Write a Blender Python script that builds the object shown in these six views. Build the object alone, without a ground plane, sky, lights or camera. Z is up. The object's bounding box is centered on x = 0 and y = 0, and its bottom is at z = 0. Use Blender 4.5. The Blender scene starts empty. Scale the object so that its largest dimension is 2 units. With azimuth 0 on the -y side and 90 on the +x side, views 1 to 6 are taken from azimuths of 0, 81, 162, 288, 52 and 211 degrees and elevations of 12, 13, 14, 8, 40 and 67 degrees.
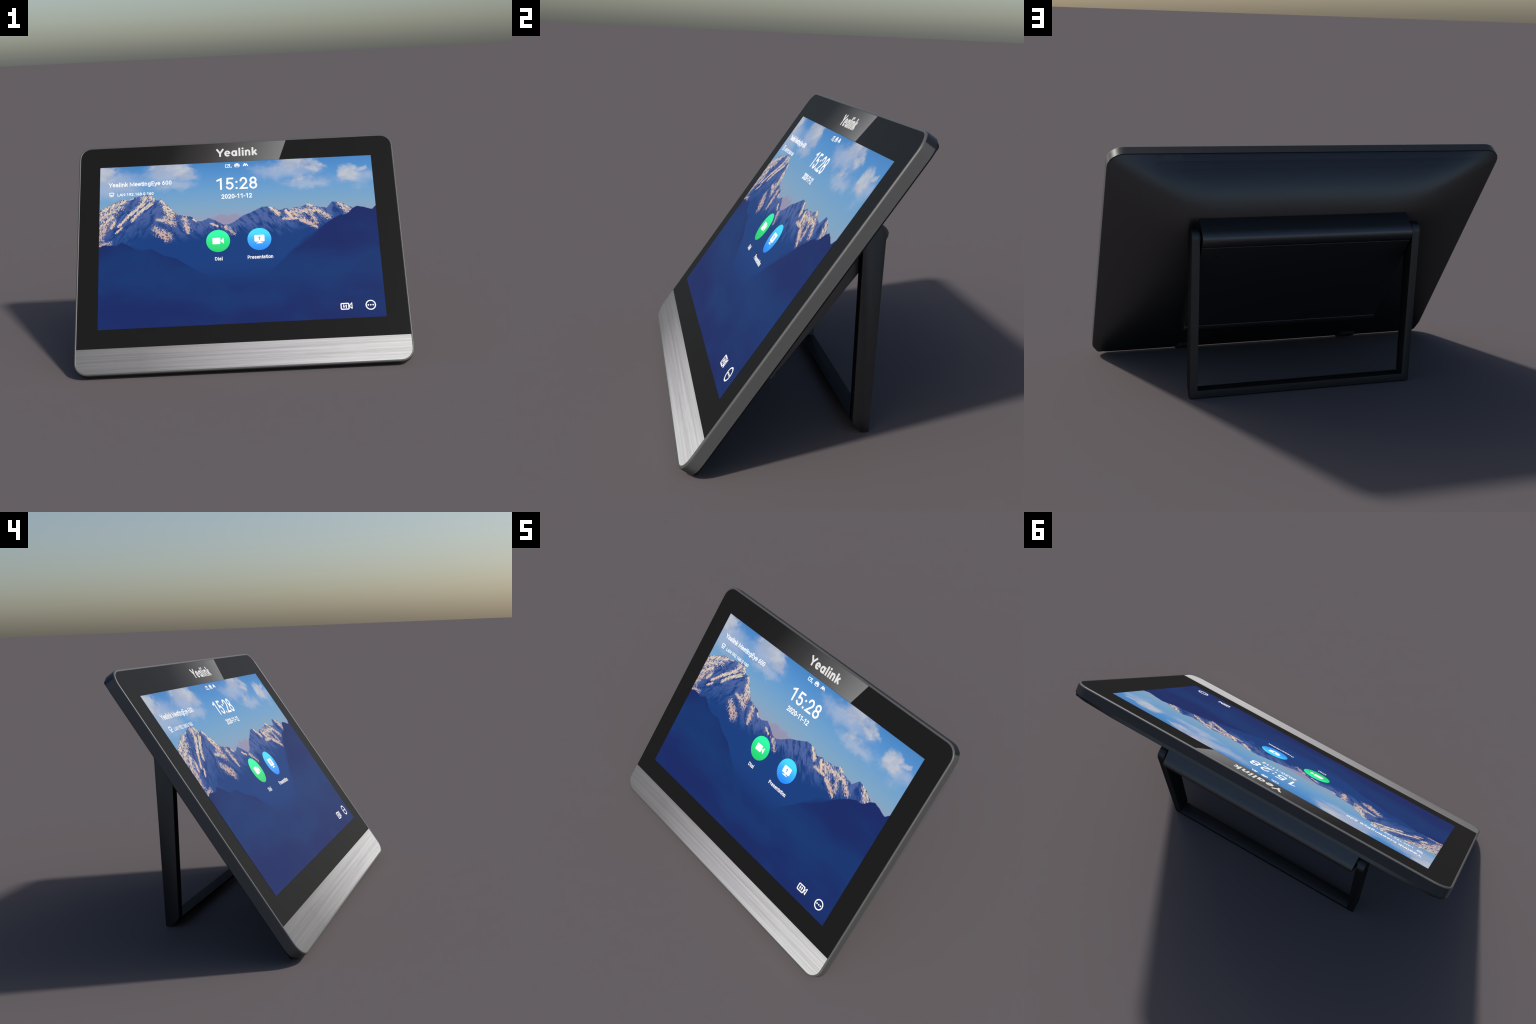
"""Tilted desktop touch console: a slab with glass front, brushed metal strip,
domed dark back, hinge hump and a U-shaped fold-out stand."""
import bpy, bmesh, math
from mathutils import Matrix, Vector

# --------------------------------------------------------------------------
# frame of the slab: (x, v, w) -> world.  v runs up the glass, w points out of it
# --------------------------------------------------------------------------
ANG = math.atan2(0.8315, 0.5555)
CA, SA = math.cos(ANG), math.sin(ANG)
ORG = Vector((0.0, -0.2852, 0.2618))
SLAB = Matrix(((1, 0, 0, ORG.x), (0, CA, -SA, ORG.y), (0, SA, CA, ORG.z), (0, 0, 0, 1)))

HALF_W = 1.0                      # slab half width
V_BOT, V_TOP = -0.277, 1.2245     # slab ends along v
DEEP = 0.050                      # frame wall depth
R_OUT = 0.080                     # corner radius, outer
CORNER_SEG = 6
SCR = (-0.8645, 0.8556, 0.0, 1.0764)   # display rectangle x0,x1,v0,v1
STRIP_V = -0.1165                 # glass / metal strip border

scene_col = bpy.context.scene.collection


# --------------------------------------------------------------------------
# objects
# --------------------------------------------------------------------------
def child(name, mesh, parent, mat, matrix=SLAB):
    """part placed by `matrix` in the world whatever its parent's own matrix is"""
    ob = bpy.data.objects.new(name, mesh)
    scene_col.objects.link(ob)
    if mat is not None:
        mesh.materials.clear()
        mesh.materials.append(mat)
    ob.parent = parent
    if parent.parent is None:            # parent is the root (identity)
        ob.matrix_basis = matrix
    else:                                # sub-part: same frame as its part
        ob.matrix_basis = parent.matrix_basis.inverted() @ matrix
    return ob


def mesh_from(name, verts, faces, smooth=False):
    me = bpy.data.meshes.new(name)
    me.from_pydata([tuple(v) for v in verts], [], faces)
    me.update()
    if smooth:
        for p in me.polygons:
            p.use_smooth = True
    return me


def sharp_by_angle(me, deg):
    me.set_sharp_from_angle(angle=math.radians(deg))


def rounded_rect(x0, x1, y0, y1, r, seg):
    pts = []
    for cx, cy, a0 in ((x1 - r, y1 - r, 0), (x0 + r, y1 - r, 90), (x0 + r, y0 + r, 180), (x1 - r, y0 + r, 270)):
        for i in range(seg + 1):
            a = math.radians(a0 + 90.0 * i / seg)
            pts.append((cx + r * math.cos(a), cy + r * math.sin(a)))
    return pts


def slab_outline(inset, seg=CORNER_SEG):
    return rounded_rect(-HALF_W + inset, HALF_W - inset, V_BOT + inset, V_TOP - inset, R_OUT - inset, seg)


def loft(name, rings, cap_first=False, cap_last=False, smooth=True, sharp=None):
    n = len(rings[0])
    verts = [p for ring in rings for p in ring]
    faces = []
    for k in range(len(rings) - 1):
        for i in range(n):
            j = (i + 1) % n
            faces.append((k * n + i, k * n + j, (k + 1) * n + j, (k + 1) * n + i))
    if cap_first:
        faces.append(tuple(reversed(range(n))))
    if cap_last:
        faces.append(tuple(range((len(rings) - 1) * n, len(rings) * n)))
    me = mesh_from(name, verts, faces, smooth)
    bm = bmesh.new()
    bm.from_mesh(me)
    bmesh.ops.recalc_face_normals(bm, faces=bm.faces)
    bm.to_mesh(me)
    bm.free()
    if sharp:
        sharp_by_angle(me, sharp)
    return me


def extrude_outline(name, outline, z0, z1, smooth=False):
    """closed plate with a given outline in the slab plane"""
    n = len(outline)
    verts = [(x, y, z1) for x, y in outline] + [(x, y, z0) for x, y in outline]
    faces = [tuple(range(n)), tuple(reversed(range(n, 2 * n)))]
    for i in range(n):
        j = (i + 1) % n
        faces.append((i, n + i, n + j, j))
    me = mesh_from(name, verts, faces, smooth)
    bm = bmesh.new()
    bm.from_mesh(me)
    bmesh.ops.recalc_face_normals(bm, faces=bm.faces)
    bm.to_mesh(me)
    bm.free()
    return me


def prism_x(name, profile, x0, x1, bevel=0.0, seg=2):
    """profile of (a, b) pairs swept along x; returns a mesh of (x, a, b)"""
    n = len(profile)
    verts = [(x0, a, b) for a, b in profile] + [(x1, a, b) for a, b in profile]
    faces = [tuple(range(n)), tuple(reversed(range(n, 2 * n)))]
    for i in range(n):
        j = (i + 1) % n
        faces.append((i, n + i, n + j, j))
    me = mesh_from(name, verts, faces)
    bm = bmesh.new()
    bm.from_mesh(me)
    bmesh.ops.recalc_face_normals(bm, faces=bm.faces)
    if bevel:
        eds = [e for e in bm.edges if len(e.link_faces) == 2 and
               e.calc_face_angle(0) > math.radians(35)]
        bmesh.ops.bevel(bm, geom=eds, offset=bevel, segments=seg, profile=0.5, affect='EDGES', clamp_overlap=True)
    bm.to_mesh(me)
    bm.free()
    for p in me.polygons:
        p.use_smooth = True
    sharp_by_angle(me, 40)
    return me


def boolean(ob_mesh, cutters, op='DIFFERENCE'):
    """apply exact booleans to a mesh, return the resulting mesh"""
    tmp = bpy.data.objects.new('tmp', ob_mesh)
    scene_col.objects.link(tmp)
    cuts = []
    for c in cutters:
        co = bpy.data.objects.new('cut', c)
        scene_col.objects.link(co)
        cuts.append(co)
        m = tmp.modifiers.new('b', 'BOOLEAN')
        m.operation = op
        m.object = co
        m.solver = 'EXACT'
    dg = bpy.context.evaluated_depsgraph_get()
    dg.update()
    out = bpy.data.meshes.new_from_object(tmp.evaluated_get(dg))
    for o in cuts + [tmp]:
        bpy.data.objects.remove(o)
    return out


# --------------------------------------------------------------------------
# node helper: small expression language on shader sockets
# --------------------------------------------------------------------------
class Val:
    def __init__(self, g, s):
        self.g, self.s = g, s

    def _b(self, op, o, swap=False):
        return self.g.math(op, o, self) if swap else self.g.math(op, self, o)

    def __add__(self, o): return self._b('ADD', o)
    def __radd__(self, o): return self._b('ADD', o)
    def __sub__(self, o): return self._b('SUBTRACT', o)
    def __rsub__(self, o): return self._b('SUBTRACT', o, True)
    def __mul__(self, o): return self._b('MULTIPLY', o)
    def __rmul__(self, o): return self._b('MULTIPLY', o)
    def __truediv__(self, o): return self._b('DIVIDE', o)


class Graph:
    def __init__(self, name):
        self.mat = bpy.data.materials.new(name)
        self.mat.use_nodes = True
        self.t = self.mat.node_tree
        self.t.nodes.clear()
        self.out = self.t.nodes.new('ShaderNodeOutputMaterial')
        self.bsdf = self.t.nodes.new('ShaderNodeBsdfPrincipled')
        self.t.links.new(self.bsdf.outputs[0], self.out.inputs[0])

    def node(self, typ, **kw):
        n = self.t.nodes.new(typ)
        for k, v in kw.items():
            setattr(n, k, v)
        return n

    def plug(self, sock, v):
        if isinstance(v, Val):
            self.t.links.new(v.s, sock)
        elif hasattr(v, 'is_output'):
            self.t.links.new(v, sock)
        else:
            sock.default_value = v

    def math(self, op, a, b=0.0, c=None, clamp=False):
        n = self.node('ShaderNodeMath', operation=op, use_clamp=clamp)
        self.plug(n.inputs[0], a)
        self.plug(n.inputs[1], b)
        if c is not None:
            self.plug(n.inputs[2], c)
        return Val(self, n.outputs[0])

    def coords(self):
        tc = self.node('ShaderNodeTexCoord')
        self.obj = tc.outputs['Object']
        s = self.node('ShaderNodeSeparateXYZ')
        self.t.links.new(self.obj, s.inputs[0])
        return Val(self, s.outputs[0]), Val(self, s.outputs[1]), Val(self, s.outputs[2])

    def xyz(self, x, y, z=0.0):
        n = self.node('ShaderNodeCombineXYZ')
        for i, v in enumerate((x, y, z)):
            self.plug(n.inputs[i], v)
        return n.outputs[0]

    def noise(self, vec, scale, detail=3.0, rough=0.55, distort=0.0):
        n = self.node('ShaderNodeTexNoise')
        self.plug(n.inputs['Vector'], vec)
        n.inputs['Scale'].default_value = scale
        n.inputs['Detail'].default_value = detail
        n.inputs['Roughness'].default_value = rough
        n.inputs['Distortion'].default_value = distort
        return Val(self, n.outputs['Fac'])

    def ramp01(self, v, lo, hi, smooth=True):
        n = self.node('ShaderNodeMapRange', clamp=True)
        n.interpolation_type = 'SMOOTHSTEP' if smooth else 'LINEAR'
        self.plug(n.inputs['Value'], v)
        n.inputs['From Min'].default_value = lo
        n.inputs['From Max'].default_value = hi
        return Val(self, n.outputs['Result'])

    def curve(self, v, pts):
        n = self.node('ShaderNodeFloatCurve')
        c = n.mapping.curves[0]
        while len(c.points) > 2:
            c.points.remove(c.points[1])
        c.points[0].location = pts[0]
        c.points[1].location = pts[-1]
        for p in pts[1:-1]:
            c.points.new(*p)
        for p in c.points:
            p.handle_type = 'VECTOR'
        n.mapping.update()
        self.plug(n.inputs['Value'], v)
        return Val(self, n.outputs[0])

    def ramp(self, v, stops):
        n = self.node('ShaderNodeValToRGB')
        el = n.color_ramp.elements
        while len(el) < len(stops):
            el.new(0.5)
        for e, (p, c) in zip(el, stops):
            e.position = p
            e.color = (*c, 1)
        self.plug(n.inputs[0], v)
        return n.outputs[0]

    def mix(self, f, a, b):
        n = self.node('ShaderNodeMix', data_type='RGBA')
        self.plug(n.inputs[0], f)
        for i, c in ((6, a), (7, b)):
            self.plug(n.inputs[i], (*c, 1) if isinstance(c, tuple) else c)
        return n.outputs[2]

    def finish(self, color=None, **kw):
        if color is not None:
            self.plug(self.bsdf.inputs['Base Color'], (*color, 1) if isinstance(color, tuple) else color)
        for k, v in kw.items():
            self.plug(self.bsdf.inputs[k], v)
        return self.mat


def lin(r, g, b, k=1.0):
    """sRGB 0-255 -> linear base colour, k: how much brighter the lit surface shows"""
    def f(c):
        c /= 255.0
        c = c / 12.92 if c <= 0.04045 else ((c + 0.055) / 1.055) ** 2.4
        return min(c / k, 0.95)
    return (f(r), f(g), f(b))


KF = 1.16            # sunlit front: shown value / base colour


def front(r, g, b):
    """base colour that shows as r, g, b on the sunlit glass; the gloss adds a little"""
    return tuple(max(c - 0.0045, 0.002) for c in lin(r, g, b, KF))


# --------------------------------------------------------------------------
# materials
# --------------------------------------------------------------------------
def plastic(name, base, rough, metallic=0.0, spec=0.5, grain=0.0, edge=1.0):
    g = Graph(name)
    x, y, z = g.coords()
    n = g.noise(g.obj, 60.0, 3.0)
    col = g.mix(n, tuple(c * 0.92 for c in base), tuple(c * 1.08 for c in base))
    r = n * 0.06 + (rough - 0.03)
    kw = {}
    if grain:
        b = g.node('ShaderNodeBump')
        b.inputs['Strength'].default_value = grain
        b.inputs['Distance'].default_value = 0.001
        fine = g.noise(g.obj, 420.0, 2.0)
        g.t.links.new(fine.s, b.inputs['Height'])
        kw['Normal'] = b.outputs[0]
    return g.finish(col, Roughness=r, Metallic=metallic, **{'Specular IOR Level': spec, 'Specular Tint': (edge, edge, edge, 1)}, **kw)


def make_frame():
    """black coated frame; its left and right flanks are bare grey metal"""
    g = Graph('frame_coating')
    x, v, w = g.coords()
    n = g.noise(g.obj, 60.0, 3.0)
    flank = g.ramp01(g.math('ABSOLUTE', x) - (v - 1.20) * 0.55, 0.992, 1.000) * g.ramp01(v, -0.27, -0.22)
    c = g.mix(flank, (0.014, 0.014, 0.0145), (0.085, 0.085, 0.086))
    return g.finish(c, Roughness=n * 0.06 + 0.40)


M_FRAME = make_frame()
M_RIM = plastic('grey_rim_edge', (0.080, 0.080, 0.080), 0.42)
M_SHELL = plastic('dark_satin_shell', (0.118, 0.119, 0.122), 0.40, metallic=0.92, edge=0.12)
M_HINGE = plastic('dark_satin_hinge', (0.135, 0.136, 0.140), 0.38, metallic=0.92, edge=0.10)
M_STAND = plastic('dark_satin_stand', (0.085, 0.086, 0.089), 0.42, metallic=0.92, edge=0.06)
M_RUBBER = plastic('black_rubber', (0.012, 0.012, 0.013), 0.7)
GLASS = (0.0100, 0.0100, 0.0100)
GLOSS = dict(rough=0.42, spec=0.04)
M_GLASS = plastic('black_cover_glass', GLASS, **GLOSS)
M_WHITE = plastic('white_print', (0.92, 0.92, 0.92), 0.5, spec=0.2)
M_LOGO = plastic('pale_logo_print', front(228, 228, 226), 0.5, spec=0.2)


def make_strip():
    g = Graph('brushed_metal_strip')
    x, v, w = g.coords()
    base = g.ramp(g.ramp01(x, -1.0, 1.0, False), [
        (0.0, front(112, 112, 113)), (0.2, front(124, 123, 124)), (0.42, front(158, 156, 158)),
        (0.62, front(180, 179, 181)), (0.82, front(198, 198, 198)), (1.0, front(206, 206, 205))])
    long = g.noise(g.xyz(x * 0.9, v * 78.0, 0.0), 1.0, 4.0, 0.6)
    fine = g.noise(g.xyz(x * 14.0, v * 260.0, 3.0), 1.0, 3.0, 0.6)
    grit = g.noise(g.xyz(x * 150.0, v * 260.0, 7.0), 1.0, 2.0, 0.5)
    k = g.ramp01(long, 0.32, 0.68, False) * 0.36 + g.ramp01(fine, 0.3, 0.7, False) * 0.10 + grit * 0.08 + 0.71
    n = g.node('ShaderNodeMix', data_type='RGBA', blend_type='MULTIPLY')
    n.inputs[0].default_value = 1.0
    g.plug(n.inputs[6], base)
    cmb = g.node('ShaderNodeCombineColor')
    for i in range(3):
        g.plug(cmb.inputs[i], k)
    g.plug(n.inputs[7], cmb.outputs[0])
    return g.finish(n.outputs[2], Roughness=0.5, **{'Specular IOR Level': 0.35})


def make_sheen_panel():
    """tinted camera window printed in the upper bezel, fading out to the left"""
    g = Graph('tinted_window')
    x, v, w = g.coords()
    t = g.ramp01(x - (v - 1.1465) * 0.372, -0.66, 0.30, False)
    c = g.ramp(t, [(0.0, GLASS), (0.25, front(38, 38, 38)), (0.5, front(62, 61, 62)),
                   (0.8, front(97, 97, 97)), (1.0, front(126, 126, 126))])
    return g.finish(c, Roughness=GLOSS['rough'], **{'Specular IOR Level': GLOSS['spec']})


def make_button(name, top, mid, bottom, centre):
    g = Graph(name)
    x, v, w = g.coords()
    c = g.ramp(g.ramp01(v, centre - 0.0735, centre + 0.0735, False), [(0.05, bottom), (0.5, mid), (0.8, top)])
    return g.finish(c, Roughness=0.45, **{'Specular IOR Level': 0.2})


def make_wallpaper():
    """mountain picture shown on the display, painted with masks on x and v"""
    g = Graph('display_picture')
    x, v, w = g.coords()
    P = g.obj
    t = (x + 0.87) / 1.74

    def ridge(points):
        return g.curve(t, [((px + 0.87) / 1.74, pv) for px, pv in points])

    # ---- sky
    sky = g.ramp(g.ramp01(v, 0.60, 1.08, False), [
        (0.0, front(150, 152, 172)), (0.18, front(142, 160, 186)), (0.34, front(126, 164, 194)),
        (0.58, front(108, 158, 202)), (0.82, front(86, 144, 202)), (1.0, front(74, 132, 192))])
    puff = g.noise(g.xyz(x * 9.0, v * 13.0, 1.7), 1.0, 6.0, 0.62, 0.4)
    wisp = g.noise(g.xyz(x * 5.0, v * 9.0, 5.1), 1.0, 4.0, 0.55, 0.3)

    wx = x + (g.noise(g.xyz(x * 11.0, v * 15.0, 21.0), 1.0, 5.0, 0.6) - 0.5) * 0.22
    wv = v + (g.noise(g.xyz(x * 11.0, v * 15.0, 33.0), 1.0, 5.0, 0.6) - 0.5) * 0.12

    def blob(cx, cv, rx, rv):
        dx, dv = (wx - cx) / rx, (wv - cv) / rv
        return g.math('MAXIMUM', 1.0 - g.math('SQRT', dx * dx + dv * dv), 0.0)

    dense = None
    for b in ((-0.84, 1.03, 0.13, 0.09), (-0.44, 1.055, 0.20, 0.075), (-0.34, 1.02, 0.12, 0.07),
              (0.37, 1.055, 0.19, 0.075), (0.48, 1.02, 0.09, 0.05), (0.39, 0.938, 0.055, 0.042),
              (0.71, 0.957, 0.12, 0.085), (0.80, 0.99, 0.045, 0.03)):
        q = blob(*b)
        dense = q if dense is None else g.math('MAXIMUM', dense, q)
    cl = g.ramp01(dense * 1.3 + puff * 0.9, 0.60, 1.35)
    cl = cl * g.ramp01(dense, 0.0, 0.25)
    soft = None
    for b in ((-0.82, 0.95, 0.34, 0.16), (-0.40, 0.93, 0.22, 0.07), (-0.45, 1.0, 0.3, 0.1),
              (0.45, 0.90, 0.20, 0.06), (0.3, 1.0, 0.3, 0.09), (0.75, 0.93, 0.2, 0.1)):
        q = blob(*b)
        soft = q if soft is None else g.math('MAXIMUM', soft, q)
    so = g.ramp01(soft * 0.9 + wisp * 0.7, 0.45, 1.15) * 0.75
    sky = g.mix(so, sky, front(168, 182, 206))
    ccol = g.mix(g.ramp01(puff, 0.35, 0.7), front(160, 172, 196), front(190, 196, 204))
    sky = g.mix(cl * 0.9, sky, ccol)
    pink = g.ramp01(blob(-0.05, 0.672, 0.20, 0.045) + wisp * 0.3, 0.15, 0.6)
    sky = g.mix(pink * 0.75, sky, front(150, 141, 168))

    # ---- far snow range
    far = ridge([(-0.87, 0.78), (-0.826, 0.798), (-0.782, 0.822), (-0.715, 0.852), (-0.691, 0.838), (-0.657, 0.856),
                 (-0.626, 0.862), (-0.599, 0.872), (-0.568, 0.876), (-0.534, 0.861), (-0.51, 0.830), (-0.48, 0.838),
                 (-0.456, 0.81), (-0.419, 0.772), (-0.386, 0.734), (-0.372, 0.726), (-0.346, 0.722), (-0.325, 0.712),
                 (-0.312, 0.718), (-0.273, 0.697), (-0.252, 0.677), (-0.224, 0.676), (-0.187, 0.695), (-0.144, 0.676),
                 (-0.097, 0.646), (-0.064, 0.645), (-0.025, 0.662), (0.032, 0.703), (0.072, 0.716), (0.117, 0.738),
                 (0.151, 0.755), (0.196, 0.751), (0.229, 0.743), (0.255, 0.722), (0.295, 0.739), (0.320, 0.724),
                 (0.347, 0.739), (0.404, 0.744), (0.436, 0.767), (0.453, 0.761), (0.476, 0.740), (0.552, 0.727),
                 (0.588, 0.769), (0.62, 0.761), (0.661, 0.749), (0.684, 0.733), (0.712, 0.718), (0.87, 0.70)])
    jag = g.noise(g.xyz(x * 48.0, 0.0, 2.0), 1.0, 4.0, 0.65) - 0.5
    far = far + jag * 0.014
    depth = far - v
    m_far = g.ramp01(depth, -0.001, 0.0025)

    # rock grain runs down the slopes: sheared, stretched noise
    gl = g.noise(g.xyz((x - v * 0.75) * 40.0, (v + x * 0.6) * 13.0, 0.3), 1.0, 6.0, 0.66, 0.4)
    gr = g.noise(g.xyz((x + v * 0.75) * 40.0, (v - x * 0.6) * 13.0, 4.3), 1.0, 6.0, 0.66, 0.4)
    side = g.ramp01(x, -0.52, -0.44)
    grain = gl * (1.0 - side) + gr * side
    shade_top = g.mix(g.ramp01(grain, 0.36, 0.56), front(36, 66, 126), front(80, 102, 158))
    shade_low = g.mix(g.ramp01(grain, 0.40, 0.62), front(33, 64, 124), front(58, 88, 148))
    # lower boundary of the bright snow fields
    fade = ridge([(-0.87, 0.30), (-0.6, 0.30), (-0.40, 0.20), (-0.25, 0.12), (-0.05, 0.07), (0.02, 0.10),
                  (0.15, 0.22), (0.28, 0.16), (0.45, 0.15), (0.58, 0.12), (0.75, 0.10), (0.87, 0.10)])
    lo = depth / g.math('MAXIMUM', fade, 0.02)
    far_c = g.mix(g.ramp01(lo, 0.35, 0.85), shade_top, shade_low)
    far_c = g.mix(g.ramp01(lo + (grain - 0.5) * 0.5, 0.8, 1.15), far_c, front(35, 66, 126))

    # sunlit faces: strokes along the crests, broken up by the rock grain
    def stroke(ax, av, bx, bv, r):
        lx, lv = bx - ax, bv - av
        L2 = lx * lx + lv * lv
        px, pv = x - ax, v - av
        h = g.math('ADD', (px * lx + pv * lv) / L2, 0.0, clamp=True)
        ex, ev = px - h * lx, pv - h * lv
        d = g.math('SQRT', ex * ex + ev * ev)
        return (1.0 - d / r) * (0.72 if r > 0.0205 else 1.1)

    lit = None
    for s in ((-0.86, 0.765, -0.71, 0.835, 0.030), (-0.86, 0.72, -0.74, 0.795, 0.034), (-0.86, 0.66, -0.79, 0.73, 0.035),
              (-0.87, 0.57, -0.83, 0.66, 0.035), (-0.865, 0.545, -0.80, 0.555, 0.022), (-0.79, 0.66, -0.77, 0.70, 0.016),
              (-0.60, 0.850, -0.535, 0.845, 0.030), (-0.595, 0.81, -0.58, 0.85, 0.024), (-0.69, 0.842, -0.655, 0.853, 0.009),
              (-0.600, 0.805, -0.690, 0.725, 0.016), (-0.690, 0.725, -0.745, 0.665, 0.013),
              (-0.545, 0.812, -0.625, 0.745, 0.016), (-0.625, 0.745, -0.66, 0.70, 0.014), (-0.535, 0.808, -0.57, 0.78, 0.009),
              (-0.725, 0.655, -0.76, 0.62, 0.011),
              (-0.475, 0.825, -0.40, 0.735, 0.028), (-0.455, 0.785, -0.415, 0.71, 0.036), (-0.46, 0.70, -0.41, 0.67, 0.034),
              (-0.505, 0.70, -0.47, 0.69, 0.016), (-0.515, 0.635, -0.45, 0.57, 0.036), (-0.475, 0.625, -0.42, 0.58, 0.022),
              (-0.335, 0.70, -0.315, 0.625, 0.030), (-0.33, 0.65, -0.315, 0.60, 0.014), (-0.28, 0.69, -0.26, 0.675, 0.01),
              (-0.17, 0.655, -0.13, 0.635, 0.010), (-0.085, 0.63, -0.035, 0.585, 0.022),
              (0.205, 0.745, 0.25, 0.70, 0.020), (0.30, 0.715, 0.33, 0.67, 0.020), (0.33, 0.71, 0.47, 0.715, 0.034),
              (0.43, 0.755, 0.46, 0.745, 0.014), (0.35, 0.69, 0.46, 0.62, 0.026), (0.44, 0.71, 0.48, 0.635, 0.024),
              (0.48, 0.72, 0.56, 0.665, 0.028), (0.38, 0.655, 0.48, 0.60, 0.016),
              (0.625, 0.755, 0.69, 0.715, 0.022), (0.65, 0.73, 0.68, 0.685, 0.022), (0.28, 0.665, 0.36, 0.665, 0.014)):
        q = stroke(*s)
        lit = q if lit is None else g.math('MAXIMUM', lit, q)
    fl = g.noise(g.xyz((x - v * 0.6) * 135.0, (v + x * 0.6) * 48.0, 9.0), 1.0, 5.0, 0.65, 0.4)
    fr = g.noise(g.xyz((x + v * 0.9) * 135.0, (v - x * 0.6) * 48.0, 11.0), 1.0, 5.0, 0.65, 0.4)
    rock = fl * (1.0 - side) + fr * side
    m_lit = g.ramp01(g.math('MAXIMUM', lit, -0.5) * 0.62 + (rock - 0.5) * 2.4, 0.20, 0.38) * g.ramp01(lit, -0.35, 0.05)
    warm = g.ramp01(v, 0.56, 0.80)
    lit_c = g.mix(warm, front(216, 176, 162), front(240, 220, 192))
    lit_c = g.mix(g.ramp01(grain, 0.40, 0.66), lit_c, front(178, 174, 174))
    far_c = g.mix(m_lit * 0.95, far_c, lit_c)
    pic = g.mix(m_far, sky, far_c)

    # ---- middle slope in the valley, seen through haze
    mid = ridge([(-0.87, 0.0), (0.15, 0.20), (0.254, 0.385), (0.303, 0.441), (0.356, 0.488), (0.403, 0.537),
                 (0.44, 0.561), (0.476, 0.573), (0.52, 0.60), (0.87, 0.60)]) + jag * 0.006
    pic = g.mix(g.ramp01(mid - v, -0.002, 0.006) * 0.55, pic, front(34, 54, 110))

    # ---- dark near slopes left and right, sinking into haze
    near = ridge([(-0.87, 0.528), (-0.832, 0.545), (-0.802, 0.540), (-0.756, 0.537), (-0.727, 0.558), (-0.682, 0.535),
                  (-0.64, 0.508), (-0.598, 0.500), (-0.544, 0.507), (-0.466, 0.459), (-0.388, 0.434), (-0.311, 0.38),
                  (-0.242, 0.331), (-0.166, 0.277), (-0.02, 0.20), (0.08, 0.235), (0.159, 0.293), (0.217, 0.357),
                  (0.282, 0.412), (0.334, 0.462), (0.37, 0.479), (0.395, 0.506), (0.441, 0.535), (0.482, 0.575),
                  (0.504, 0.593), (0.526, 0.614), (0.563, 0.638), (0.591, 0.656), (0.638, 0.678), (0.649, 0.671),
                  (0.683, 0.687), (0.706, 0.712), (0.737, 0.730), (0.778, 0.721), (0.813, 0.709), (0.83, 0.702),
                  (0.856, 0.728), (0.87, 0.73)]) + jag * 0.006
    haze = g.noise(g.xyz(x * 2.2, v * 4.5, 8.0), 1.0, 3.0, 0.5)
    valley = g.mix(g.ramp01(v, 0.15, 0.42), front(34, 50, 104), front(35, 66, 124))
    pic = g.mix(g.ramp01(0.0 - v, -0.44, -0.30), pic, valley)
    near_c = g.mix(g.ramp01(haze + (0.30 - g.math('ABSOLUTE', v - 0.30)) * 0.9, 0.45, 0.85),
                   front(35, 48, 102), front(34, 60, 114))
    pic = g.mix(g.ramp01(near - v, -0.0015, 0.004), pic, near_c)
    return g.finish(pic, Roughness=GLOSS['rough'], **{'Specular IOR Level': GLOSS['spec']})


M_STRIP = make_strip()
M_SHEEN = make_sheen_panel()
M_PICTURE = make_wallpaper()
M_GREEN = make_button('green_button', front(50, 250, 168), front(46, 232, 136), front(42, 208, 112), 0.5365)
M_BLUE = make_button('blue_button', front(72, 222, 255), front(64, 178, 255), front(42, 138, 255), 0.5365)


# --------------------------------------------------------------------------
# build
# --------------------------------------------------------------------------
root = bpy.data.objects.new('conference_touch_console', None)
scene_col.objects.link(root)
root['label'] = 'tilted black touch screen console with mountain picture and fold-out stand'
root['category'] = 'touch console'

# ---- frame: rounded rim round the glass and the side wall
rim = [(0.0, -0.0050), (0.0, -DEEP), (0.0050, -DEEP - 0.0005), (0.0050, -DEEP + 0.010)]
edge_trim = [(0.0112, -0.010), (0.0112, 0.0004), (0.0085, 0.0022), (0.0045, 0.0020), (0.0012, -0.0010), (0.0, -0.0050)]


def sweep(profile):
    return [[(px, pv, w) for px, pv in slab_outline(i)] for i, w in profile]


frame = child('frame', loft('frame', sweep(rim), smooth=True, sharp=50), root, M_FRAME)
child('rim', loft('rim', sweep(edge_trim), smooth=True, sharp=50), frame, M_RIM)

# ---- domed back shell
# depth behind the frame edge against distance from the side, top and bottom edges
SIDE = [(0.0, 0.0), (0.024, 0.0135), (0.08, 0.0270), (0.20, 0.0490), (0.45, 0.0915), (1.0, 0.100)]
TOPS = [(0.0, 0.0), (0.024, 0.0200), (0.06, 0.0350), (0.10, 0.0460), (0.20, 0.0660), (0.36, 0.0850), (1.6, 0.110)]
BOTS = [(0.0, 0.0), (0.024, 0.0220), (0.06, 0.0350), (0.10, 0.0460), (0.20, 0.0650), (0.37, 0.0890), (1.6, 0.110)]


def profile_at(pts, d):
    d = max(d, 0.0)
    for (a, p), (b, q) in zip(pts, pts[1:]):
        if d <= b:
            return p + (q - p) * (d - a) / (b - a)
    return pts[-1][1]


def soft_min(a, b, k=0.012):
    t = max(k - abs(a - b), 0.0) / k
    return min(a, b) - t * t * k * 0.25


def back_w(px, pv):
    ins = 0.0055
    d = profile_at(SIDE, HALF_W - ins - abs(px))
    d = soft_min(d, profile_at(TOPS, V_TOP - ins - pv))
    d = soft_min(d, profile_at(BOTS, pv - V_BOT - ins))
    return -DEEP - 0.002 - max(d, 0.0)


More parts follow.
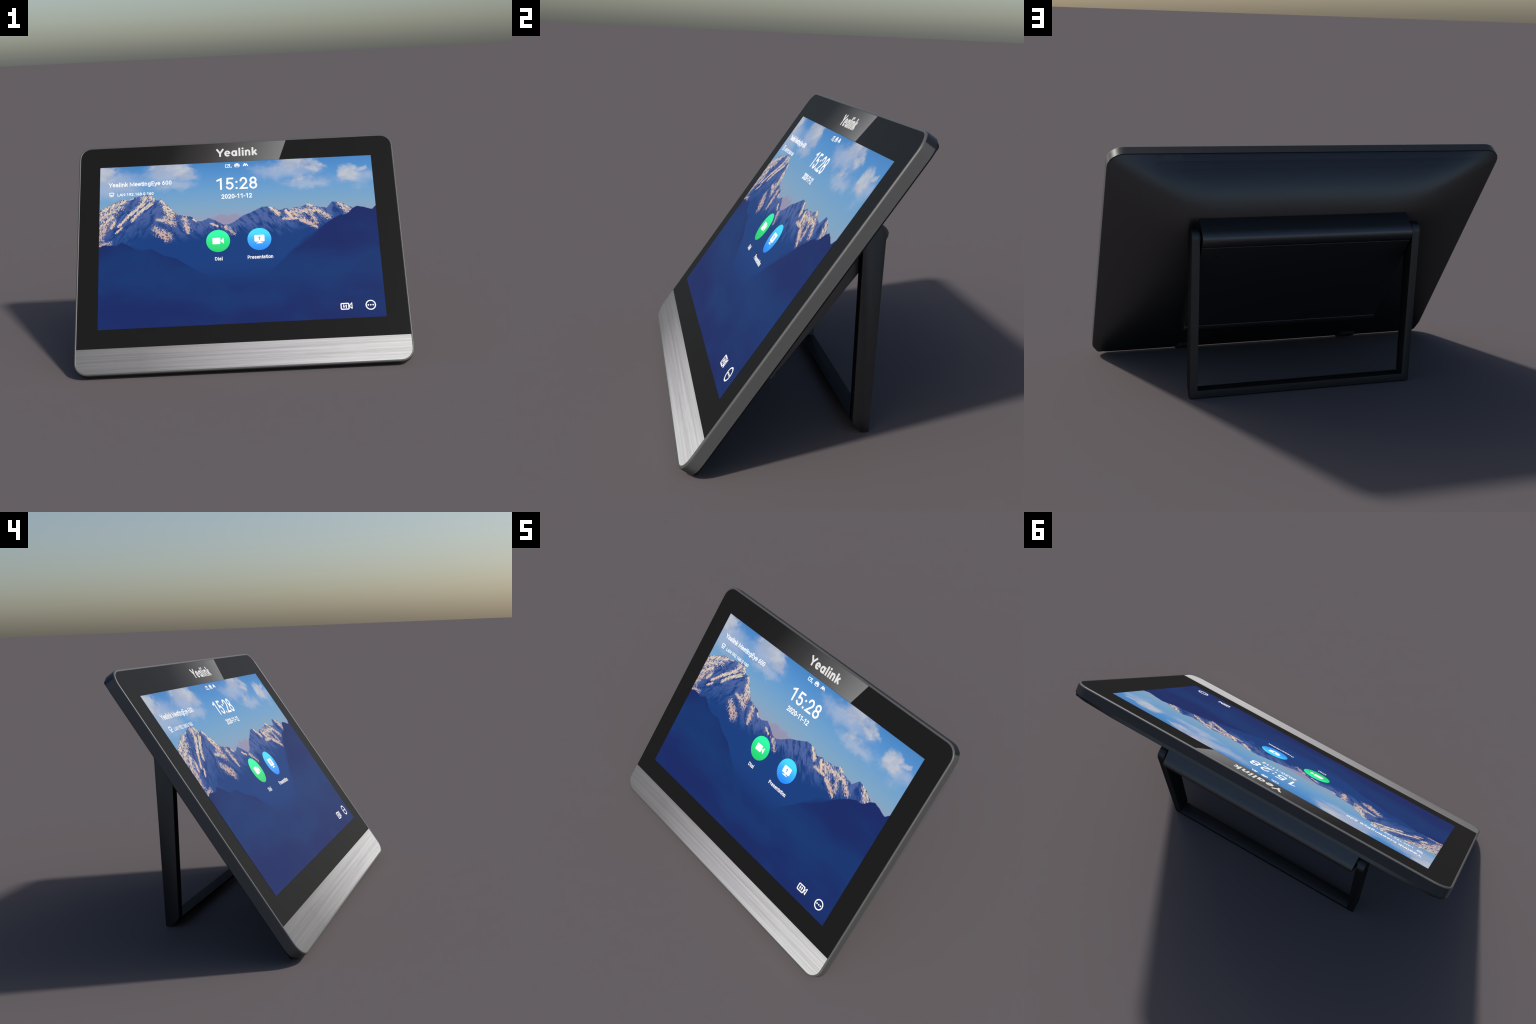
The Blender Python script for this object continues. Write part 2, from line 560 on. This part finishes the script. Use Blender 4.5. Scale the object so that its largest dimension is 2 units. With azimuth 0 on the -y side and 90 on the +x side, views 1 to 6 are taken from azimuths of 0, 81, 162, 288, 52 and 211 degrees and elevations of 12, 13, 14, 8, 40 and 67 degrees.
shell_rings = []
cx0, cv0 = 0.0, 0.5 * (V_TOP + V_BOT)
def shell_ring(inset, seg=8):
    r = max(R_OUT - 0.0055 - inset, 0.03)
    k = 0.0055 + inset
    return rounded_rect(-HALF_W + k, HALF_W - k, V_BOT + k, V_TOP - k, r, seg)


def subdivided(pts, seg=8, nx=14, nv=10):
    """split the four straight runs so that every ring has the same extra points"""
    out, m = [], seg + 1
    for c in range(4):
        out += pts[c * m:(c + 1) * m]
        a, b = pts[(c + 1) * m - 1], pts[((c + 1) * m) % (4 * m)]
        n = nx if c % 2 == 0 else nv
        out += [(a[0] + (b[0] - a[0]) * k / n, a[1] + (b[1] - a[1]) * k / n) for k in range(1, n)]
    return out


INSETS = (0.0, 0.024, 0.06, 0.10, 0.15, 0.20, 0.30, 0.40, 0.47)
shell_rings.append([(px, pv, -DEEP + 0.012) for px, pv in subdivided(shell_ring(0.0))])
for ins in INSETS:
    shell_rings.append([(px, pv, back_w(px, pv)) for px, pv in subdivided(shell_ring(ins))])
shell_me = loft('back_shell', shell_rings, cap_last=True, smooth=True)
# the shell is softly rounded: normals roll from the rim over to the flat middle
normals = []
half_v = 0.5 * (V_TOP - V_BOT)
for k, ring in enumerate(shell_rings):
    t = 0.0 if k < 2 else INSETS[k - 1] / INSETS[-1]
    for px, pv, w in ring:
        k_in = 0.0055 + (0.0 if k < 2 else INSETS[k - 1])
        a, b = px / (HALF_W - k_in), (pv - cv0) / (half_v - k_in)
        ox = math.copysign(abs(a) ** 5, a)
        oy = math.copysign(abs(b) ** 5, b)
        L = math.hypot(ox, oy) or 1.0
        ox, oy = ox / L, oy / L
        up = max(oy, 0.0) ** 2
        tilt = math.radians((14.0 + 62.0 * up) * (1.0 - t) + 6.0 * t)
        normals.append(Vector((ox * math.sin(tilt), oy * math.sin(tilt), -math.cos(tilt))))
shell_me.normals_split_custom_set_from_vertices(normals)
shell = child('back_shell', shell_me, root, M_SHELL)

# ---- front glass, metal strip, display
glass_out = slab_outline(0.0112, 12)


def clip_band(outline, lo, hi):
    """part of a convex outline with lo <= v <= hi"""
    def cut(pts, f):
        out = []
        for i, p in enumerate(pts):
            q = pts[(i + 1) % len(pts)]
            a, b = f(p), f(q)
            if a >= 0:
                out.append(p)
            if (a > 0 > b) or (a < 0 < b):
                s = a / (a - b)
                out.append((p[0] + (q[0] - p[0]) * s, p[1] + (q[1] - p[1]) * s))
        return out
    return cut(cut(outline, lambda p: p[1] - lo), lambda p: hi - p[1])


glass = child('cover_glass', extrude_outline('cover_glass', clip_band(glass_out, STRIP_V, 9), -0.009, 0.0), root, M_GLASS)
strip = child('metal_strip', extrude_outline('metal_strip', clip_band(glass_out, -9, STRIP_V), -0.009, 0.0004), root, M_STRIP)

x0, x1, v0, v1 = SCR
display = child('display', extrude_outline('display', [(x0, v0), (x1, v0), (x1, v1), (x0, v1)], -0.004, 0.0006), root, M_PICTURE)

# glass reflection modelled as a thin plate, its right end cut on the slant
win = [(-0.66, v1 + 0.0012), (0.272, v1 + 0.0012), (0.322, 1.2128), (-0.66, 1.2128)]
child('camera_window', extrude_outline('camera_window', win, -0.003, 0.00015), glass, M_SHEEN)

TOP = 0.0012        # height of the print on the display


def arc_pts(cx, cy, rx, ry, a0=0.0, a1=360.0, n=48):
    full = abs(a1 - a0) >= 360
    m = n if full else n + 1
    return [(cx + rx * math.cos(math.radians(a0 + (a1 - a0) * i / n)),
             cy + ry * math.sin(math.radians(a0 + (a1 - a0) * i / n))) for i in range(m)]


def join_meshes(name, meshes):
    bm = bmesh.new()
    for m in meshes:
        bm.from_mesh(m)
        bpy.data.meshes.remove(m)
    me = bpy.data.meshes.new(name)
    bm.to_mesh(me)
    bm.free()
    return me


def plate(outline, h=TOP, base=0.0):
    return extrude_outline('plate', outline, base, h)


def band(outer, inner, h=TOP, base=0.0):
    """flat ring between two outlines of equal count"""
    n = len(outer)
    vs = [(a, b, h) for a, b in outer] + [(a, b, h) for a, b in inner] + \
         [(a, b, base) for a, b in outer] + [(a, b, base) for a, b in inner]
    fs = []
    for i in range(n):
        j = (i + 1) % n
        fs += [(i, j, n + j, n + i), (2 * n + i, 2 * n + j, j, i), (n + i, n + j, 3 * n + j, 3 * n + i)]
    me = mesh_from('band', vs, fs)
    bm = bmesh.new()
    bm.from_mesh(me)
    bmesh.ops.recalc_face_normals(bm, faces=bm.faces)
    bm.to_mesh(me)
    bm.free()
    return me


def rbox(a0, a1, b0, b1, r, seg=5):
    return rounded_rect(a0, a1, b0, b1, r, seg)


def line(ax, ay, bx, by, t, h=TOP, base=0.0):
    """stroke with round ends"""
    ang = math.degrees(math.atan2(by - ay, bx - ax))
    pts = arc_pts(bx, by, t / 2, t / 2, ang - 90, ang + 90, 8) + arc_pts(ax, ay, t / 2, t / 2, ang + 90, ang + 270, 8)
    return plate(pts, h, base)


# ---- a plain stroke alphabet: cap height 1, strokes given by their centre lines
def ell(cx, cy, rx, ry, a0=0, a1=360, n=28):
    n = max(4, int(n * abs(a1 - a0) / 360))
    return [(cx + rx * math.cos(math.radians(a0 + (a1 - a0) * i / n)),
             cy + ry * math.sin(math.radians(a0 + (a1 - a0) * i / n))) for i in range(n + 1)]


def smooth_path(pts, n=5):
    """Catmull-Rom through the points"""
    out = []
    P = [pts[0]] + list(pts) + [pts[-1]]
    for i in range(1, len(P) - 2):
        for k in range(n):
            t = k / n
            out.append(tuple(0.5 * (2 * P[i][c] + (P[i + 1][c] - P[i - 1][c]) * t +
                                    (2 * P[i - 1][c] - 5 * P[i][c] + 4 * P[i + 1][c] - P[i + 2][c]) * t * t +
                                    (3 * P[i][c] - P[i - 1][c] - 3 * P[i + 1][c] + P[i + 2][c]) * t ** 3) for c in (0, 1)))
    return out + [pts[-1]]


GLYPHS = {          # advance, strokes
    '0': (0.79, [ell(0.395, 0.5, 0.25, 0.43)]),
    '1': (0.79, [[(0.17, 0.79), (0.47, 0.92), (0.47, 0.07)]]),
    '2': (0.79, [ell(0.385, 0.665, 0.235, 0.265, 172, -22) + [(0.52, 0.47), (0.15, 0.07), (0.68, 0.07)]]),
    '5': (0.79, [[(0.65, 0.93), (0.235, 0.93), (0.195, 0.49)], ell(0.395, 0.325, 0.25, 0.255, 138, -158)]),
    '6': (0.79, [ell(0.40, 0.32, 0.245, 0.255), smooth_path([(0.56, 0.92), (0.36, 0.85), (0.20, 0.62), (0.155, 0.34)])]),
    '8': (0.79, [ell(0.395, 0.715, 0.215, 0.215), ell(0.395, 0.285, 0.25, 0.23)]),
    '9': (0.79, [ell(0.385, 0.68, 0.24, 0.25), smooth_path([(0.625, 0.66), (0.59, 0.38), (0.43, 0.15), (0.21, 0.08)])]),
    ':': (0.36, [[(0.17, 0.10), (0.175, 0.10)], [(0.17, 0.62), (0.175, 0.62)]]),
    '.': (0.36, [[(0.17, 0.08), (0.175, 0.08)]]),
    '-': (0.46, [[(0.07, 0.42), (0.39, 0.42)]]),
    ' ': (0.34, []),
    'Y': (0.88, [[(0.03, 0.97), (0.44, 0.42), (0.44, 0.0)], [(0.85, 0.97), (0.45, 0.43)]]),
    'e': (0.76, [ell(0.39, 0.37, 0.25, 0.32, -6, 315)[::-1], [(0.16, 0.385), (0.62, 0.385)]]),
    'eps': (0.80, [ell(0.40, 0.365, 0.265, 0.275, -10, 318)[::-1], [(0.16, 0.37), (0.64, 0.37)]]),
    'a': (0.77, [smooth_path([(0.15, 0.56), (0.22, 0.665), (0.37, 0.695), (0.52, 0.645), (0.58, 0.50), (0.58, 0.05)]),
                 smooth_path([(0.57, 0.42), (0.37, 0.42), (0.18, 0.34), (0.15, 0.19), (0.24, 0.06), (0.42, 0.06), (0.57, 0.18)])]),
    'l': (0.345, [[(0.17, 1.02), (0.17, 0.0)]]),
    'i': (0.345, [[(0.17, 0.72), (0.17, 0.0)], [(0.17, 0.93), (0.175, 0.93)]]),
    'n': (0.78, [[(0.14, 0.72), (0.14, 0.0)], [(0.15, 0.40)] + ell(0.37, 0.44, 0.215, 0.22, 165, 0) + [(0.585, 0.0)]]),
    'k': (0.73, [[(0.14, 1.02), (0.14, 0.0)], [(0.60, 0.70), (0.17, 0.29)], [(0.31, 0.41), (0.63, 0.05)]]),
    'M': (1.22, [[(0.15, 0.05), (0.15, 0.93), (0.61, 0.15), (1.07, 0.93), (1.07, 0.05)]]),
    't': (0.47, [smooth_path([(0.24, 0.90), (0.24, 0.45), (0.24, 0.18), (0.30, 0.07), (0.43, 0.06)]), [(0.04, 0.68), (0.42, 0.68)]]),
    'g': (0.79, [ell(0.37, 0.375, 0.23, 0.315), smooth_path([(0.605, 0.70), (0.605, 0.30), (0.60, -0.03), (0.50, -0.19), (0.33, -0.22), (0.17, -0.14)])]),
    'E': (0.80, [[(0.68, 0.93), (0.17, 0.93), (0.17, 0.07), (0.68, 0.07)], [(0.18, 0.51), (0.61, 0.51)]]),
    'y': (0.68, [[(0.06, 0.70), (0.34, 0.08)], [(0.62, 0.70), (0.29, -0.14), (0.19, -0.22), (0.09, -0.22)]]),
    'L': (0.75, [[(0.17, 0.95), (0.17, 0.07), (0.65, 0.07)]]),
    'A': (0.92, [[(0.06, 0.05), (0.46, 0.94), (0.86, 0.05)], [(0.20, 0.32), (0.72, 0.32)]]),
    'N': (1.00, [[(0.17, 0.05), (0.17, 0.93), (0.81, 0.07), (0.81, 0.95)]]),
    'D': (0.92, [[(0.17, 0.07), (0.17, 0.93)] + ell(0.42, 0.50, 0.34, 0.43, 90, -90) + [(0.18, 0.07)]]),
    'P': (0.88, [[(0.17, 0.05), (0.17, 0.93)] + ell(0.50, 0.69, 0.23, 0.24, 90, -90) + [(0.19, 0.45)]]),
    'r': (0.49, [[(0.14, 0.70), (0.14, 0.05)], smooth_path([(0.15, 0.42), (0.21, 0.59), (0.32, 0.67), (0.44, 0.67)])]),
    's': (0.72, [smooth_path([(0.58, 0.54), (0.50, 0.66), (0.36, 0.695), (0.20, 0.64), (0.17, 0.52), (0.30, 0.41), (0.48, 0.34),
                              (0.585, 0.22), (0.53, 0.09), (0.37, 0.045), (0.20, 0.09), (0.13, 0.20)])]),
    'o': (0.78, [ell(0.385, 0.37, 0.255, 0.325)]),
    'alpha': (0.80, [ell(0.37, 0.365, 0.235, 0.275), [(0.64, 0.72), (0.64, 0.0)]]),
}


def ribbon(pts, t, sx, sy, square=False):
    """outline(s) of a stroke of width t following scaled points; closed paths give a ring"""
    q = [(a * sx, b * sy) for a, b in pts]
    p = [q[0]]
    for c in q[1:]:
        if math.hypot(c[0] - p[-1][0], c[1] - p[-1][1]) > 1e-6:
            p.append(c)
    closed = len(p) > 6 and math.hypot(p[0][0] - p[-1][0], p[0][1] - p[-1][1]) < 1e-5
    if closed:
        p = p[:-1]
    n = len(p)
    left, right = [], []
    for i in range(n):
        a = p[i - 1] if (i or closed) else None
        b = p[(i + 1) % n] if (i < n - 1 or closed) else None
        dirs = []
        for u, w in ((a, p[i]), (p[i], b)):
            if u is not None and w is not None:
                L = math.hypot(w[0] - u[0], w[1] - u[1])
                dirs.append(((w[0] - u[0]) / L, (w[1] - u[1]) / L))
        nx = sum(-d[1] for d in dirs)
        ny = sum(d[0] for d in dirs)
        L = math.hypot(nx, ny) or 1.0
        nx, ny = nx / L, ny / L
        cosh = max(-dirs[0][1] * nx + dirs[0][0] * ny, 0.45)
        k = 0.5 * t / cosh
        left.append((p[i][0] + nx * k, p[i][1] + ny * k))
        right.append((p[i][0] - nx * k, p[i][1] - ny * k))
    if closed:
        return left, right
    if not square:
        def cap(c, d):
            a0 = math.degrees(math.atan2(d[1], d[0]))
            return arc_pts(c[0], c[1], t / 2, t / 2, a0 + 90, a0 - 90, 6)[1:-1]
        d1 = (p[-1][0] - p[-2][0], p[-1][1] - p[-2][1])
        d0 = (p[0][0] - p[1][0], p[0][1] - p[1][1])
        return left + cap(p[-1], d1) + right[::-1] + cap(p[0], d0), None
    return left + right[::-1], None


def lettering(name, s, xa, xb, base, cap, parent, mat, weight=0.14, h=TOP, square=False, glyphs=None, gap=0.0):
    """stroke text fitted to a width xa..xb, a base line and a capital height line"""
    sy = cap - base
    total, pen = 0.0, []
    for ch in s:
        key = (glyphs or {}).get(ch, ch)
        pen.append((key, total))
        total += GLYPHS[key][0] + gap
    xs = [a + off for key, off in pen for st in GLYPHS[key][1] for a, b in st]
    lo, hi = min(xs), max(xs)
    t = weight * sy
    sx = (xb - xa - t) / (hi - lo)
    parts = []
    k = 0
    for key, off in pen:
        for st in GLYPHS[key][1]:
            dot = len(st) == 2 and abs(st[0][0] - st[1][0]) < 0.02 and abs(st[0][1] - st[1][1]) < 1e-6
            bar = key == 'eps' and len(st) == 2
            if dot and square:
                half = 0.5 * t / sx
                st = [(st[0][0] - half, st[0][1]), (st[0][0] + half, st[0][1])]
            outer, inner = ribbon(st, t * (1.2 if dot and not square else 0.62 if bar else 1.0), sx, sy, square)
            shift = lambda o: [(xa + t / 2 - lo * sx + off * sx + a, base + b) for a, b in o]
            hh = h + 0.00012 * (k % 3)
            k += 1
            parts.append(band(shift(outer), shift(inner), hh) if inner else plate(shift(outer), hh))
    return child(name, join_meshes(name, parts), parent, mat)


# ---- logo on the bezel and words on the display
lettering('logo_lettering', 'Yealink', -0.128, 0.138, 1.1160, 1.1725, glass, M_LOGO, weight=0.205, h=0.0013,
          square=True, glyphs={'a': 'alpha', 'e': 'eps'}, gap=0.06)
lettering('clock_lettering', '15:28', -0.131, 0.126, 0.8820, 0.9645, display, M_WHITE, weight=0.138)
lettering('date_lettering', '2020-11-12', -0.101, 0.091, 0.8205, 0.8510, display, M_WHITE, weight=0.165)
lettering('name_lettering', 'Yealink MeetingEye 600', -0.811, -0.413, 0.9370, 0.9655, display, M_WHITE, weight=0.15)
lettering('address_lettering', 'LAN:192.168.0.160', -0.754, -0.527, 0.8715, 0.8910, display, M_WHITE, weight=0.155)

# ---- buttons with their signs and captions
CV = 0.5365
R_BTN = 0.0735
dial = child('dial_button', plate(arc_pts(-0.1310, CV, R_BTN, R_BTN, n=64), 0.0012), display, M_GREEN)
present = child('presentation_button', plate(arc_pts(0.1230, CV, R_BTN, R_BTN, n=64), 0.0012), display, M_BLUE)
H2 = 0.0019
child('video_sign', join_meshes('video_sign', [
    plate(rbox(-0.1655, -0.1175, 0.5155, 0.5570, 0.004), H2),
    plate([(-0.1150, 0.5385), (-0.1140, 0.5345), (-0.0990, 0.5180), (-0.0960, 0.5185), (-0.0960, 0.5535), (-0.0990, 0.5540)], H2)]),
    display, M_WHITE)
child('monitor_sign', join_meshes('monitor_sign', [
    plate(rbox(0.0920, 0.1545, 0.5190, 0.5635, 0.007), H2),
    plate([(0.1040, 0.5075), (0.1425, 0.5075), (0.1425, 0.5120), (0.1330, 0.5125), (0.1275, 0.5175), (0.1190, 0.5175),
           (0.1140, 0.5125), (0.1040, 0.5120)], H2)]), display, M_WHITE)
child('arrow_sign', join_meshes('arrow_sign', [
    plate([(0.1207, 0.5290), (0.1263, 0.5290), (0.1263, 0.5450), (0.1207, 0.5450)], 0.0026),
    plate([(0.1145, 0.5440), (0.1325, 0.5440), (0.1245, 0.5535), (0.1225, 0.5535)], 0.0028)]), display, M_BLUE)
lettering('dial_caption', 'Dial', -0.1535, -0.1075, 0.4080, 0.4300, display, M_WHITE, weight=0.15)
lettering('presentation_caption', 'Presentation', 0.0465, 0.2015, 0.4080, 0.4300, display, M_WHITE, weight=0.15)

# ---- status signs at the top of the display
child('edit_sign', join_meshes('edit_sign', [
    band(rbox(-0.0720, -0.0410, 1.0370, 1.0590, 0.004), rbox(-0.0685, -0.0445, 1.0405, 1.0555, 0.002)),
    line(-0.0570, 1.0460, -0.0405, 1.0600, 0.0038, 0.0015), line(-0.0335, 1.0415, -0.0345, 1.0345, 0.0045)]), display, M_WHITE)
child('signal_sign', join_meshes('signal_sign', [
    band(arc_pts(0.0035, 1.0485, 0.0175, 0.0155, -50, 230, 24) + arc_pts(0.0035, 1.0485, 0.0135, 0.0118, 230, -50, 24)[:0],
         arc_pts(0.0035, 1.0485, 0.0135, 0.0118, -50, 230, 24)),
    plate(arc_pts(0.0035, 1.0485, 0.0110, 0.0100, -40, 220, 20) + [(0.0035, 1.0490)], 0.0014)]), display, M_WHITE)
child('network_sign', join_meshes('network_sign', [
    line(0.0425, 1.0430, 0.0515, 1.0605, 0.0050), line(0.0515, 1.0605, 0.0590, 1.0460, 0.0055, 0.0013),
    line(0.0560, 1.0440, 0.0635, 1.0580, 0.0050, 0.0015), line(0.0635, 1.0580, 0.0720, 1.0430, 0.0055, 0.0014),
    line(0.0450, 1.0480, 0.0580, 1.0480, 0.0040, 0.0016)]), display, M_WHITE)
child('wired_sign', join_meshes('wired_sign', [
    band(rbox(-0.8050, -0.7755, 0.8790, 0.8990, 0.005), rbox(-0.8010, -0.7795, 0.8830, 0.8950, 0.003)),
    plate(rbox(-0.7920, -0.7885, 0.8705, 0.8800, 0.001), 0.0014), plate(rbox(-0.8050, -0.7765, 0.8695, 0.8730, 0.001), 0.0013)]),
    display, M_WHITE)

# ---- signs in the lower right corner
child('camera_control_sign', join_meshes('camera_control_sign', [
    band(rbox(0.5870, 0.6395, 0.0535, 0.0960, 0.008), rbox(0.5935, 0.6330, 0.0600, 0.0895, 0.004)),
    band([(0.6395, 0.0805), (0.6540, 0.0975), (0.6575, 0.0955), (0.6575, 0.0585), (0.6540, 0.0565), (0.6395, 0.0705)],
         [(0.6440, 0.0790), (0.6515, 0.0880), (0.6525, 0.0870), (0.6525, 0.0670), (0.6515, 0.0660), (0.6440, 0.0720)], 0.0014),
    line(0.6065, 0.0840, 0.6065, 0.0690, 0.0060), plate([(0.6000, 0.0735), (0.6130, 0.0735), (0.6065, 0.0640)], 0.0014),
    line(0.6205, 0.0660, 0.6205, 0.0800, 0.0060), plate([(0.6140, 0.0770), (0.6270, 0.0770), (0.6205, 0.0865)], 0.0014)]),
    display, M_WHITE)
child('more_sign', join_meshes('more_sign', [
    band(arc_pts(0.7672, 0.0765, 0.0312, 0.0312), arc_pts(0.7672, 0.0765, 0.0245, 0.0245))] +
    [plate(arc_pts(cx, 0.0765, 0.0047, 0.0047, n=16)) for cx in (0.7525, 0.7672, 0.7815)]), display, M_WHITE)

# --------------------------------------------------------------------------
# back: hinge hump, cover plate, feet
# --------------------------------------------------------------------------
XB = 0.5475
hump_profile = [(0.875, -0.09), (0.874, -0.13), (0.8690, -0.2140), (0.8680, -0.2340), (0.8640, -0.2480), (0.8560, -0.2590),
                (0.8440, -0.2650), (0.8300, -0.2672), (0.8030, -0.2655), (0.8015, -0.2600), (0.1385, -0.2240),
                (0.1370, -0.2275), (0.1180, -0.2300), (0.1020, -0.2265), (0.0910, -0.2170), (0.0880, -0.2040),
                (0.0950, -0.14), (0.10, -0.09)]
hump = child('hinge_housing', prism_x('hinge_housing', hump_profile, -XB, XB, 0.0015, 1), root, M_HINGE)
# cover plate under the hinge, with two screw holes
slope = (0.2643 - 0.2288) / (0.8015 - 0.1385)
cover_profile = [(0.8000, -0.255), (0.8000, -0.2643), (0.1405, -0.2288), (0.1405, -0.215)]
cover_me = prism_x('rear_cover', cover_profile, -XB + 0.0006, XB - 0.0006, 0.0010, 1)
holes = []
for hx in (0.465, -0.467):
    hole = plate(arc_pts(hx, 0.737, 0.0065, 0.0065, n=20), -0.256, -0.30)
    holes.append(hole)
cover = child('rear_cover', boolean(cover_me, holes), hump, M_HINGE)


def on_cover(pv):
    return -0.2288 - (pv - 0.1405) * slope


# small port lid near the lower end of the cover with a finger notch
lid = [(-0.078, 0.1430), (0.062, 0.1430), (0.062, 0.2120), (0.010, 0.2120), (0.000, 0.2050), (-0.016, 0.2050),
       (-0.026, 0.2120), (-0.078, 0.2120)]
lid_me = plate(lid, -0.2250, -0.2300)
for p in lid_me.vertices:
    p.co.z = on_cover(p.co.y) + (0.003 if p.co.z > -0.228 else -0.0012)
child('port_lid', lid_me, hump, M_HINGE)

# rubber feet wrapped over the lower edge of the shell
def foot_mesh(xa, xb):
    outline = rbox(xa, xb, V_BOT + 0.002, -0.183, 0.022, 5)
    cx, cv = 0.5 * (xa + xb), 0.5 * (V_BOT - 0.183)
    rings = []
    for s, lift in ((1.0, -0.02), (1.0, 0.012), (0.97, 0.015), (0.85, 0.0175), (0.5, 0.018), (0.05, 0.018)):
        ring = []
        for a, b in outline:
            fx, fv = cx + (a - cx) * s, cv + (b - cv) * s
            rise = lift if lift < 0 else min(lift, 0.004 + 0.30 * (fv - V_BOT))
            ring.append((fx, fv, back_w(fx, fv) - rise))
        rings.append(ring)
    return loft('rubber_foot', rings, cap_last=True, smooth=True, sharp=50)


for xa, xb in ((0.428, 0.530), (-0.555, -0.453)):
    child('rubber_foot', foot_mesh(xa, xb), root, M_RUBBER)

# --------------------------------------------------------------------------
# U-shaped stand in world axes: side profile (y, z) swept along x, window cut out
# --------------------------------------------------------------------------
XS = 0.597
HC = (0.3340, 0.8230)           # hinge centre
HR = 0.0485
prof = [(0.3365, 0.0), (0.3640, 0.0), (0.3680, 0.0040)]
prof += [(HC[0] + HR * math.cos(math.radians(a)), HC[1] + HR * math.sin(math.radians(a))) for a in range(-2, 185, 17)]
prof += [(0.2925, 0.0500), (0.2975, 0.0405)]
ident = Matrix.Identity(4)
slabm = prism_x('stand', prof, -XS, XS)
bm = bmesh.new()
bm.from_mesh(slabm)
# narrow chamfer down the outer front edges of the legs
eds = []
for e in bm.edges:
    a, b = e.verts
    if abs(abs(a.co.x) - XS) < 1e-5 and abs(abs(b.co.x) - XS) < 1e-5 and a.co.x * b.co.x > 0:
        m = (a.co + b.co) / 2
        if m.y < 0.300 and m.z > 0.048 and m.z < 0.8:
            eds.append(e)
bmesh.ops.bevel(bm, geom=eds, offset=0.011, segments=2, profile=0.5, affect='EDGES')
bm.to_mesh(slabm)
bm.free()
cut = mesh_from('cut', [(sx * 0.5575, y, z) for sx in (-1, 1) for y, zl in ((0.23, 0.0378), (0.43, 0.0422)) for z in (zl, 1.2)],
                [(0, 1, 3, 2), (4, 6, 7, 5), (0, 4, 5, 1), (2, 3, 7, 6), (0, 2, 6, 4), (1, 5, 7, 3)])
stand_me = boolean(slabm, [cut])
bm = bmesh.new()
bm.from_mesh(stand_me)
eds = [e for e in bm.edges if len(e.link_faces) == 2 and e.calc_face_angle(0) > math.radians(50)]
bmesh.ops.bevel(bm, geom=eds, offset=0.0022, segments=2, profile=0.5, affect='EDGES', clamp_overlap=True)
bm.to_mesh(stand_me)
bm.free()
for p in stand_me.polygons:
    p.use_smooth = True
sharp_by_angle(stand_me, 30)
stand = child('fold_out_stand', stand_me, root, M_STAND, ident)

for sx in (1, -1):
    pin = loft('hinge_pin', [[(sx * xx, HC[0] + 0.024 * math.cos(t), HC[1] + 0.024 * math.sin(t))
                              for t in [2 * math.pi * i / 24 for i in range(24)]] for xx in (0.54, 0.5585)],
               True, True, smooth=True, sharp=40)
    child('hinge_pin', pin, stand, M_STAND, ident)

for me in list(bpy.data.meshes):
    if me.users == 0:
        bpy.data.meshes.remove(me)
